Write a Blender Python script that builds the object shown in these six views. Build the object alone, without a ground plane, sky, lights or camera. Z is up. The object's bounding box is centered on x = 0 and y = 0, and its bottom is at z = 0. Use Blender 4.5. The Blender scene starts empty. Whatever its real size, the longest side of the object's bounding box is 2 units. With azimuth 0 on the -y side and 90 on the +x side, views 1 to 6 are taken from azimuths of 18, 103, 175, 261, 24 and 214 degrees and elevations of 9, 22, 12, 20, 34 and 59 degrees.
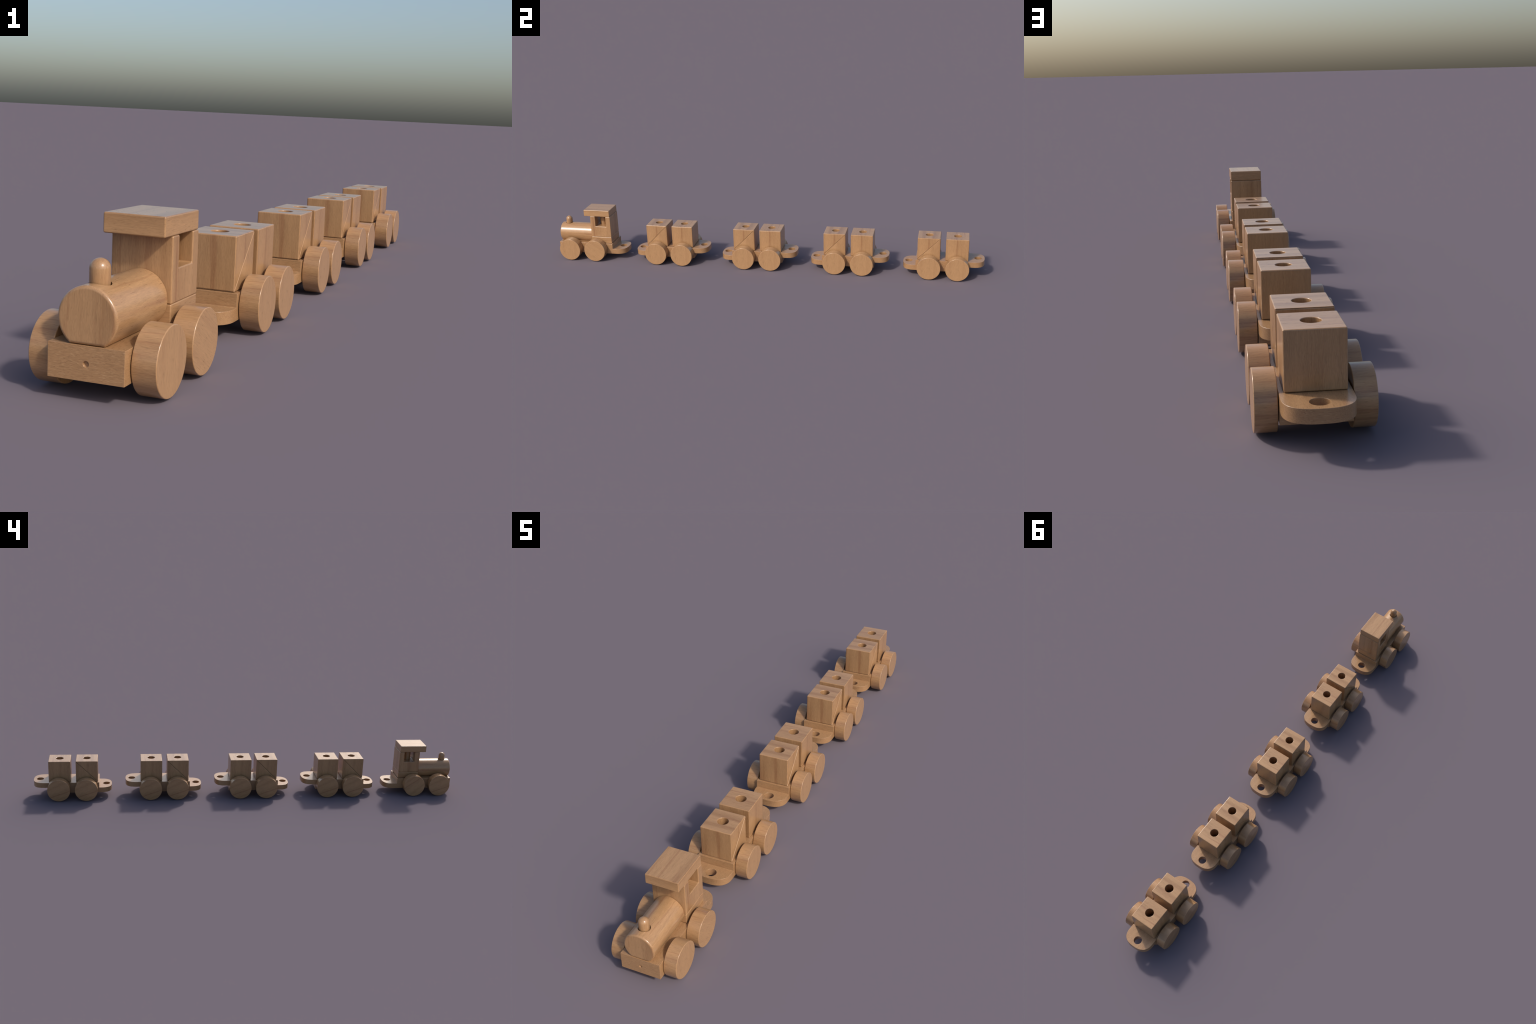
"""A wooden toy train: one locomotive and four separate block wagons, lightly varnished beech."""
import bpy, bmesh, math
from mathutils import Matrix, Vector

# ------------------------------------------------------------------ sizes (metres)
UNIT = 0.0998            # edge of the square building blocks
HALF_W = 0.0577          # half width of a chassis
Z_LOW, Z_MID, Z_TOP = 0.0275, 0.0512, 0.0765    # chassis underside, tongue step, top
Z_TONGUE = 0.0522        # underside of the high rear tongue
WHEEL_R, WHEEL_IN, WHEEL_OUT = 0.0516, 0.0590, 0.0965
PITCH = 0.4208           # wagon to wagon
WAGON_REAR = 0.7556      # y of the front block centre of the last wagon

# ------------------------------------------------------------------ material
class Nodes:
    def __init__(self, mat):
        self.t = mat.node_tree
    def add(self, kind, **props):
        n = self.t.nodes.new(kind)
        for k, v in props.items():
            setattr(n, k, v)
        return n
    def link(self, a, b):
        self.t.links.new(a, b)
    def math(self, op, a, b=None, clamp=False):
        n = self.add("ShaderNodeMath", operation=op, use_clamp=clamp)
        for i, v in enumerate((a, b)):
            if v is None:
                continue
            if isinstance(v, (int, float)):
                n.inputs[i].default_value = v
            else:
                self.link(v, n.inputs[i])
        return n.outputs[0]
    def noise(self, vec, scale, detail=2.0, rough=0.5, distortion=0.0):
        n = self.add("ShaderNodeTexNoise")
        n.inputs["Scale"].default_value = scale
        n.inputs["Detail"].default_value = detail
        n.inputs["Roughness"].default_value = rough
        n.inputs["Distortion"].default_value = distortion
        self.link(vec, n.inputs["Vector"])
        return n.outputs[0]
    def stretch(self, vec, sx, sy, sz, loc=(0, 0, 0)):
        n = self.add("ShaderNodeMapping")
        n.inputs["Scale"].default_value = (sx, sy, sz)
        n.inputs["Location"].default_value = loc
        self.link(vec, n.inputs["Vector"])
        return n.outputs[0]
    def ramp(self, fac, stops):
        n = self.add("ShaderNodeValToRGB")
        e = n.color_ramp.elements
        while len(e) < len(stops):
            e.new(0.5)
        for el, (p, c) in zip(e, stops):
            el.position, el.color = p, (*c, 1.0)
        self.link(fac, n.inputs[0])
        return n.outputs[0]
    def mix(self, fac, a, b, blend="MIX"):
        n = self.add("ShaderNodeMix", data_type="RGBA", blend_type=blend)
        if isinstance(fac, (int, float)):
            n.inputs[0].default_value = fac
        else:
            self.link(fac, n.inputs[0])
        for sock, v in ((n.inputs[6], a), (n.inputs[7], b)):
            if isinstance(v, tuple):
                sock.default_value = (*v, 1.0)
            else:
                self.link(v, sock)
        return n.outputs[2]


TURN = {"z": (0, 0, 0), "x": (0, math.pi / 2, 0), "y": (math.pi / 2, 0, 0)}
LIGHT = (0.402, 0.227, 0.108)
TAN = (0.360, 0.200, 0.094)
DEEP = (0.305, 0.162, 0.072)
RED = (0.265, 0.124, 0.056)
PALE = (0.490, 0.300, 0.155)
_made = {}


def beech(axis="z", seed=0.0, figure="board", tilt=0.0):
    """Beech with its grain along one axis of the part.

    figure: 'board' has broad bands and a few reddish streaks, 'calm' only faint ones, 'rift' is the
    quieter, flecked face of the chassis planks."""
    key = (axis, seed, figure, tilt)
    if key in _made:
        return _made[key]
    mat = bpy.data.materials.new("beech_" + figure)
    mat.use_nodes = True
    n = Nodes(mat)
    bsdf = n.t.nodes["Principled BSDF"]
    co = n.add("ShaderNodeTexCoord").outputs["Object"]
    if tilt:
        r = n.add("ShaderNodeMapping")
        r.inputs["Rotation"].default_value = (tilt, 0, 0)
        n.link(co, r.inputs["Vector"])
        co = r.outputs[0]
    r = n.add("ShaderNodeMapping")
    r.inputs["Rotation"].default_value = TURN[axis]
    r.inputs["Location"].default_value = (seed * 0.37, seed * 0.53, seed * 0.29)
    n.link(co, r.inputs["Vector"])
    p = r.outputs[0]                       # grain now runs along the third axis
    # a slight waver of the fibres
    wob = n.add("ShaderNodeTexNoise")
    wob.inputs["Scale"].default_value = 14.0
    n.link(p, wob.inputs["Vector"])
    sub = n.add("ShaderNodeVectorMath", operation="SUBTRACT")
    n.link(wob.outputs["Color"], sub.inputs[0])
    sub.inputs[1].default_value = (0.5, 0.5, 0.5)
    sc = n.add("ShaderNodeVectorMath", operation="SCALE")
    n.link(sub.outputs[0], sc.inputs[0])
    sc.inputs["Scale"].default_value = 0.0075
    ad = n.add("ShaderNodeVectorMath", operation="ADD")
    n.link(p, ad.inputs[0])
    n.link(sc.outputs[0], ad.inputs[1])
    p = ad.outputs[0]

    board = figure == "board"
    bands = n.noise(n.stretch(p, 42, 42, 2.2), 1.0, 3.0, 0.55)
    col = n.ramp(bands, [(0.31, DEEP), (0.45, TAN), (0.60, LIGHT)] if board
                 else [(0.28, TAN), (0.50, LIGHT), (0.75, LIGHT)] if figure == "calm" else [(0.25, TAN), (0.55, TAN), (0.75, LIGHT)])
    streak = n.noise(n.stretch(p, 75, 75, 2.6, (3.1, 1.7, 0.4)), 1.0, 2.0, 0.5)
    s = n.add("ShaderNodeMapRange", interpolation_type="SMOOTHSTEP")
    s.inputs["From Min"].default_value = 0.56
    s.inputs["From Max"].default_value = 0.72
    s.inputs["To Max"].default_value = 0.68 if board else 0.26
    n.link(streak, s.inputs["Value"])
    col = n.mix(s.outputs[0], col, RED)
    # fibres: fine lines, long along the grain
    fibre = n.noise(n.stretch(p, 1100, 1100, 85 if figure == "rift" else 48), 1.0, 2.0, 0.6)
    f = n.math("MULTIPLY_ADD", n.math("SUBTRACT", fibre, 0.5), 0.72)
    f.node.inputs[2].default_value = 1.0
    g = n.add("ShaderNodeCombineColor")
    for i in range(3):
        n.link(f, g.inputs[i])
    col = n.mix(1.0, col, g.outputs[0], "MULTIPLY")
    # ray flecks: short dark dashes
    ray = n.noise(n.stretch(p, 1050, 1050, 170, (0.2, 0.9, 0.5)), 1.0, 1.0, 0.5)
    q = n.add("ShaderNodeMapRange")
    q.inputs["From Min"].default_value = 0.60
    q.inputs["From Max"].default_value = 0.74
    q.inputs["To Max"].default_value = 0.60 if figure == "rift" else 0.34
    n.link(ray, q.inputs["Value"])
    col = n.mix(q.outputs[0], col, (0.200, 0.100, 0.046))
    # paler dashes: glints off the fine relief, painted into the colour
    ray_glint = n.noise(n.stretch(p, 900, 900, 130, (0.7, 0.1, 0.8)), 1.0, 1.0, 0.5)
    q = n.add("ShaderNodeMapRange")
    q.inputs["From Min"].default_value = 0.58
    q.inputs["From Max"].default_value = 0.74
    q.inputs["To Max"].default_value = 0.60 if figure == "rift" else 0.25
    n.link(ray_glint, q.inputs["Value"])
    col = n.mix(q.outputs[0], col, PALE)
    # the odd pin knot
    knot = n.add("ShaderNodeTexVoronoi")
    knot.inputs["Scale"].default_value = 1.0
    n.link(n.stretch(p, 21, 21, 11), knot.inputs["Vector"])
    k = n.add("ShaderNodeMapRange", interpolation_type="SMOOTHSTEP")
    k.inputs["From Min"].default_value = 0.020
    k.inputs["From Max"].default_value = 0.060
    k.inputs["To Min"].default_value = 0.35
    k.inputs["To Max"].default_value = 0.0
    n.link(knot.outputs["Distance"], k.inputs["Value"])
    col = n.mix(k.outputs[0], col, (0.175, 0.088, 0.040))
    n.link(col, bsdf.inputs["Base Color"])

    rough = n.math("MULTIPLY_ADD", fibre, 0.06)
    rough.node.inputs[2].default_value = 0.255
    n.link(rough, bsdf.inputs["Roughness"])
    bsdf.inputs["Specular IOR Level"].default_value = 0.5
    bsdf.inputs["Coat Weight"].default_value = 0.30      # thin varnish
    bsdf.inputs["Coat Roughness"].default_value = 0.19
    bump = n.add("ShaderNodeBump")
    bump.inputs["Strength"].default_value = 0.16 if figure == "rift" else 0.05
    bump.inputs["Distance"].default_value = 0.0008
    n.link(n.math("ADD", fibre, n.math("MULTIPLY", ray, 0.6)), bump.inputs["Height"])
    n.link(bump.outputs[0], bsdf.inputs["Normal"])
    _made[key] = mat
    return mat


# ------------------------------------------------------------------ solids
def extrude(outline, axis, lo, hi):
    """Prism: a closed outline swept along an axis from lo to hi."""
    place = {"x": lambda a, b, h: (h, a, b), "y": lambda a, b, h: (a, h, b), "z": lambda a, b, h: (a, b, h)}[axis]
    bm = bmesh.new()
    near = [bm.verts.new(place(a, b, lo)) for a, b in outline]
    far = [bm.verts.new(place(a, b, hi)) for a, b in outline]
    bm.faces.new(near)
    bm.faces.new(far)
    for i in range(len(outline)):
        j = (i + 1) % len(outline)
        bm.faces.new((near[i], near[j], far[j], far[i]))
    bmesh.ops.recalc_face_normals(bm, faces=bm.faces)
    me = bpy.data.meshes.new("solid")
    bm.to_mesh(me)
    bm.free()
    return me


def circle(cx, cy, r, n=48, start=0.0):
    return [(cx + r * math.cos(start + 2 * math.pi * i / n), cy + r * math.sin(start + 2 * math.pi * i / n)) for i in range(n)]


def rectangle(x0, x1, y0, y1):
    return [(x0, y0), (x1, y0), (x1, y1), (x0, y1)]


def holder(me):
    ob = bpy.data.objects.new("holder", me)
    bpy.context.scene.collection.objects.link(ob)
    return ob


def bake(ob):
    dg = bpy.context.evaluated_depsgraph_get()
    dg.update()
    me = bpy.data.meshes.new_from_object(ob.evaluated_get(dg), preserve_all_data_layers=True, depsgraph=dg)
    old = ob.data
    ob.modifiers.clear()
    ob.data = me
    bpy.data.meshes.remove(old)
    return ob


def combine(base, other, how):
    a, b = holder(base), holder(other)
    m = a.modifiers.new("cut", "BOOLEAN")
    m.operation, m.solver, m.object = how, "EXACT", b
    bake(a)
    me = a.data
    bpy.data.objects.remove(a)
    bpy.data.objects.remove(b)
    bpy.data.meshes.remove(other)
    if how == "UNION":
        bm = bmesh.new()
        bm.from_mesh(me)
        bmesh.ops.remove_doubles(bm, verts=bm.verts, dist=1e-6)
        bmesh.ops.dissolve_limit(bm, angle_limit=0.002, verts=bm.verts, edges=bm.edges)
        bm.to_mesh(me)
        bm.free()
    return me


def rounded(me, width, angle=30, segments=3):
    """Ease every sharp edge."""
    ob = holder(me)
    me.polygons.foreach_set("use_smooth", [True] * len(me.polygons))
    m = ob.modifiers.new("ease", "BEVEL")
    m.width, m.segments, m.limit_method = width, segments, "ANGLE"
    m.angle_limit = math.radians(angle)
    m.use_clamp_overlap = False
    m.harden_normals = True
    bake(ob)
    me = ob.data
    bpy.data.objects.remove(ob)
    return me


def flat_shade(me, angle=35):
    """Smooth the eased edges, keep the broad faces flat."""
    me.polygons.foreach_set("use_smooth", [True] * len(me.polygons))
    me.set_sharp_from_angle(angle=math.radians(angle))
    ob = holder(me)
    m = ob.modifiers.new("flat", "WEIGHTED_NORMAL")
    m.mode, m.weight, m.keep_sharp = "FACE_AREA", 100, True
    bake(ob)
    me = ob.data
    bpy.data.objects.remove(ob)
    return me


def turned(profile, n=48):
    """Solid of revolution about z from (radius, height) pairs."""
    bm = bmesh.new()
    rings = []
    for r, z in profile:
        rings.append([bm.verts.new((r * math.cos(2 * math.pi * i / n), r * math.sin(2 * math.pi * i / n), z))
                      for i in range(n if r > 0 else 1)])
    for a, b in zip(rings, rings[1:]):
        for i in range(n):
            j = (i + 1) % n
            quad = [a[i % len(a)], a[j % len(a)], b[j % len(b)], b[i % len(b)]]
            bm.faces.new(list(dict.fromkeys(quad)))
    for ring in (rings[0], rings[-1]):
        if len(ring) > 1:
            bm.faces.new(ring)
    for f in bm.faces:
        f.smooth = True
    bmesh.ops.recalc_face_normals(bm, faces=bm.faces)
    me = bpy.data.meshes.new("turned")
    bm.to_mesh(me)
    bm.free()
    return me


def bore(r, lo, top, ease):
    """Drill whose shoulder rounds the rim of the hole."""
    prof = [(r, lo)] + [(r + ease - ease * math.cos(t), top - ease + ease * math.sin(t))
                        for t in [math.pi / 2 * i / 4 for i in range(5)]] + [(r + ease, top + 0.01)]
    return turned(prof, 56)


def loft(sections, axis="y"):
    """Skin over equal-count closed sections given as 3D points."""
    bm = bmesh.new()
    rings = [[bm.verts.new(p) for p in sec] for sec in sections]
    n = len(rings[0])
    for a, b in zip(rings, rings[1:]):
        for i in range(n):
            j = (i + 1) % n
            bm.faces.new((a[i], a[j], b[j], b[i]))
    bm.faces.new(rings[0])
    bm.faces.new(rings[-1])
    bmesh.ops.recalc_face_normals(bm, faces=bm.faces)
    me = bpy.data.meshes.new("loft")
    bm.to_mesh(me)
    bm.free()
    return me


def grain(me, **by_axis):
    """Give the faces that look along x, y or z their own cut of the wood."""
    me.materials.clear()
    slots = {}
    for i, axis in enumerate("xyz"):
        mat = by_axis[axis]
        if mat.name not in me.materials:
            me.materials.append(mat)
        slots[axis] = [m.name for m in me.materials].index(mat.name)
    for p in me.polygons:
        k = max(range(3), key=lambda i: abs(p.normal[i]))
        axis = "xyz"[k]
        if k == 0 and p.normal.x < 0 and "x_left" in by_axis:
            mat = by_axis["x_left"]
            if mat.name not in me.materials:
                me.materials.append(mat)
            p.material_index = [m.name for m in me.materials].index(mat.name)
        else:
            p.material_index = slots[axis]
    return me


def part(name, me, parent, loc=(0, 0, 0), rot=(0, 0, 0)):
    me.name = name
    ob = bpy.data.objects.new(name, me)
    bpy.context.scene.collection.objects.link(ob)
    ob.parent = parent
    ob.location, ob.rotation_euler = loc, rot
    return ob


def thing(name, label, category, loc):
    e = bpy.data.objects.new(name, None)
    e.empty_display_size = 0.05
    bpy.context.scene.collection.objects.link(e)
    e.location = loc
    e["label"], e["category"] = label, category
    return e


# ------------------------------------------------------------------ shared shapes
def tongue(root_y, tip_y, steps=28):
    """Outline half: a full-width plate that rounds off to a blunt tip (superellipse)."""
    depth, power = 0.052, 2.6
    s = 1 if tip_y > root_y else -1
    pts = []
    for i in range(steps + 1):
        t = math.pi * i / steps
        c, q = math.cos(t), math.sin(t)
        x = HALF_W * math.copysign(abs(c) ** (2 / power), c)
        y = tip_y - s * depth + s * depth * abs(q) ** (2 / power)
        pts.append((x, y))
    return pts


def plank(y_back, y_tip):
    """Outline of a plank with one square end and one tongue end."""
    return tongue(y_back, y_tip) + [(-HALF_W, y_back), (HALF_W, y_back)]


def peg_cut(me, x, y, z0, z1, r):
    return combine(me, extrude(circle(x, y, r), "z", z0, z1), "DIFFERENCE")


def wheel_mesh():
    me = extrude(circle(0, 0, WHEEL_R, 96), "x", -(WHEEL_OUT - WHEEL_IN) / 2, (WHEEL_OUT - WHEEL_IN) / 2)
    me = rounded(me, 0.0017)
    return grain(me, x=beech("z", 3.1, "calm"), y=beech("x", 4.2), z=beech("x", 4.2), x_left=beech("z", 6.3, tilt=math.radians(-68)))


WHEEL = wheel_mesh()


def add_wheels(parent, ys, turned=None):
    xc = (WHEEL_IN + WHEEL_OUT) / 2
    for k, y in enumerate(ys):
        for side in (1, -1):
            part("wheel", WHEEL, parent, (side * xc, y, WHEEL_R),
                 ((turned or {}).get((k, side), 0.0), 0, 0))


# ------------------------------------------------------------------ wagon
Z_BLOCK = Z_TOP + 0.0006
FRONT_END, BACK_END = -0.0560, 0.1794
GAP = 0.1236


def wagon_chassis():
    split = (Z_MID + Z_TONGUE) / 2
    low = extrude(plank(BACK_END, -0.1132), "z", Z_LOW, Z_MID)
    low = peg_cut(low, 0, -0.0879, 0, 0.1, 0.0160)
    high = extrude(plank(FRONT_END, 0.2444), "z", Z_TONGUE, Z_TOP)
    high = peg_cut(high, 0, 0.2152, 0, 0.1, 0.0160)
    core = extrude(rectangle(-HALF_W, HALF_W, FRONT_END, BACK_END), "z", Z_LOW, Z_TOP)
    me = combine(combine(core, low, "UNION"), high, "UNION")
    me = rounded(me, 0.0008, 25, 2)
    r = beech("y", 8.4, "rift")
    return grain(me, x=r, y=beech("x", 9.2, "rift"), z=r)


def block():
    h = UNIT / 2
    me = rounded(extrude(rectangle(-h, h, -h, h), "z", -h, h), 0.0026, segments=4)
    me = flat_shade(combine(me, bore(0.0168, -h - 0.01, h, 0.0016), "DIFFERENCE"))
    return grain(me, x=beech("z", 1.3), y=beech("z", 1.3), z=beech("x", 2.6))


def wedge(upper):
    """Half of a block sawn corner to corner; the seam rises from front to back."""
    h = UNIT / 2
    g = 0.0005
    pts = [(-h, -h + g), (-h, h), (h - g, h)] if upper else [(-h, -h), (h, -h), (h, h)]
    me = rounded(extrude(pts, "x", -h, h), 0.0016)
    # the outer edges are eased like those of the whole blocks
    soft = rounded(extrude(rectangle(-h, h, -h, h), "z", -h, h), 0.0026, segments=4)
    me = combine(me, soft, "INTERSECT")
    me = flat_shade(combine(me, bore(0.0168, -h - 0.01, h, 0.0016), "DIFFERENCE"))
    return grain(me, x=beech("z", 1.3 if upper else 5.7), y=beech("z", 1.9), z=beech("x", 2.9))


W_CHASSIS, W_BLOCK, W_UP, W_DOWN = wagon_chassis(), block(), wedge(True), wedge(False)
PEG = grain(rounded(extrude(circle(0, 0, 0.0146, 48), "z", 0, 0.045), 0.004),
            x=beech("z", 7.7), y=beech("z", 7.7), z=beech("z", 7.7))

for k in range(4):
    w = thing("wagon", "wooden toy train wagon with two drilled blocks on it", "toy wagon", (0, WAGON_REAR - PITCH * k, 0))
    part("chassis", W_CHASSIS, w)
    zc = Z_BLOCK + UNIT / 2
    part("wedge", W_UP, w, (0, 0, zc + 0.0005))
    part("wedge", W_DOWN, w, (0, 0, zc))
    part("block", W_BLOCK, w, (0, GAP, zc))
    for y in (0, GAP):
        part("peg", PEG, w, (0, y, Z_TOP - 0.002))
    add_wheels(w, (0.0028, 0.1273))

# ------------------------------------------------------------------ locomotive
loco = thing("locomotive", "wooden toy steam locomotive with cab, round boiler and chimney", "toy locomotive", (0, -0.786, 0))
Y0 = -0.786                     # cab centre; everything below is relative to it


def loco_chassis():
    front, step, tip = -1.0 - Y0, -0.732 - Y0, -0.6668 - Y0
    low = extrude(plank(front, tip), "z", Z_LOW, Z_MID)
    low = peg_cut(low, 0, -0.697 - Y0, 0, 0.1, 0.0162)
    top = extrude(rectangle(-HALF_W, HALF_W, front, step), "z", Z_LOW, Z_TOP)
    me = combine(top, low, "UNION")
    dimple = extrude(circle(0.0004, 0.0515, 0.0042, 24), "y", front - 0.01, front + 0.0034)
    me = combine(me, dimple, "DIFFERENCE")
    me = rounded(me, 0.0008, 25, 2)
    r = beech("y", 11.4, "rift")
    return grain(me, x=r, y=beech("x", 12.2, "rift"), z=r)


part("chassis", loco_chassis(), loco)

# cab: low plinth, a block with a window slot through it, a peg standing in the slot, the roof
H = UNIT / 2 - 0.0001
plinth = rounded(extrude(rectangle(-H + 0.0004, H - 0.0004, -H, H), "z", Z_BLOCK, 0.1071), 0.0022)
part("cab_base", grain(plinth, x=beech("y", 13.3), y=beech("x", 13.9), z=beech("y", 13.3)), loco)

CAB_LO, CAB_HI, SILL = 0.1073, 0.2088, 0.1596
slot = (-0.0253, 0.0272)
profile = [(-H, CAB_LO), (H, CAB_LO), (H, CAB_HI), (slot[1], CAB_HI), (slot[1], SILL),
           (slot[0], SILL), (slot[0], CAB_HI), (-H, CAB_HI)]
cab = rounded(extrude(profile, "x", -H, H), 0.0024)
part("cab", grain(cab, x=beech("z", 14.6), y=beech("z", 14.1), z=beech("x", 14.4)), loco)
rod = rounded(extrude(circle(0, 0, 0.0150, 48), "z", SILL - 0.02, CAB_HI + 0.01), 0.001)
part("cab_peg", grain(rod, x=beech("z", 7.1), y=beech("z", 7.1), z=beech("z", 7.1)), loco, (0, -0.0025, 0))

roof = rounded(extrude(rectangle(-0.0496, 0.0496, -0.8651 - Y0, -0.7378 - Y0), "z", 0.2090, 0.2399), 0.0026)
part("roof", grain(roof, x=beech("y", 16.5), y=beech("x", 16.9), z=beech("y", 17.7)), loco)

# boiler: a turned cylinder with a flat planed on its underside
BR, BZ, FLAT = 0.0445, 0.1130, Z_TOP + 0.0004
B_FRONT, B_BACK = -0.9994 - Y0, -0.8362 - Y0


def boiler_section(y, inset):
    r, flat = BR - inset, FLAT + inset
    half = math.acos((BZ - flat) / r)
    return [(r * math.sin(a), y, BZ - r * math.cos(a)) for a in
            [half + (2 * math.pi - 2 * half) * i / 120 for i in range(121)]]


def ease_steps(b, n=6):
    return [(b * (1 - math.sin(math.pi / 2 * i / n)), b * (1 - math.cos(math.pi / 2 * i / n))) for i in range(n + 1)]


EASE_F, EASE_B = 0.0052, 0.0022
boiler = loft([boiler_section(B_FRONT + dy, d) for d, dy in ease_steps(EASE_F)] +
              [boiler_section(B_FRONT + f * (B_BACK - B_FRONT), 0.0) for f in (0.09, 0.36, 0.40, 0.55, 0.70, 0.85)] +
              [boiler_section(B_BACK - dy, d) for d, dy in reversed(ease_steps(EASE_B, 4))])
CHIM_Y = -0.9643 - Y0
boiler = peg_cut(boiler, 0, CHIM_Y, 0.10, 0.2, 0.0166)
boiler = flat_shade(boiler)
# true radial normals on the barrel, so the hole leaves no trace in the sheen
normals = []
for p in boiler.polygons:
    for li in p.loop_indices:
        v = boiler.vertices[boiler.loops[li].vertex_index].co
        radial = Vector((v.x, 0, v.z - BZ))
        on_barrel = abs(radial.length - BR) < 2e-4 and abs(p.normal.y) < 0.05 and p.normal.dot(radial.normalized()) > 0.9
        normals.append(radial.normalized() if on_barrel else boiler.corner_normals[li].vector.copy())
boiler.normals_split_custom_set(normals)
part("boiler", grain(boiler, x=beech("y", 18.2), y=beech("z", 18.8), z=beech("y", 18.2)), loco)

# chimney: a dowel with a domed head
CR, TOPZ = 0.0147, 0.1903
dome = [(CR, 0.102), (CR, TOPZ - CR)] + [(CR * math.cos(math.pi / 2 * i / 12), TOPZ - CR + CR * math.sin(math.pi / 2 * i / 12)) for i in range(1, 12)] + [(0, TOPZ)]
part("chimney", grain(turned(dome), x=beech("z", 20.3), y=beech("z", 20.3), z=beech("z", 20.3)), loco, (0, CHIM_Y, 0))

add_wheels(loco, (-0.9340 - Y0, -0.8090 - Y0), {(1, 1): math.radians(58), (1, -1): math.radians(165)})

for me in list(bpy.data.meshes):
    if me.users == 0:
        bpy.data.meshes.remove(me)
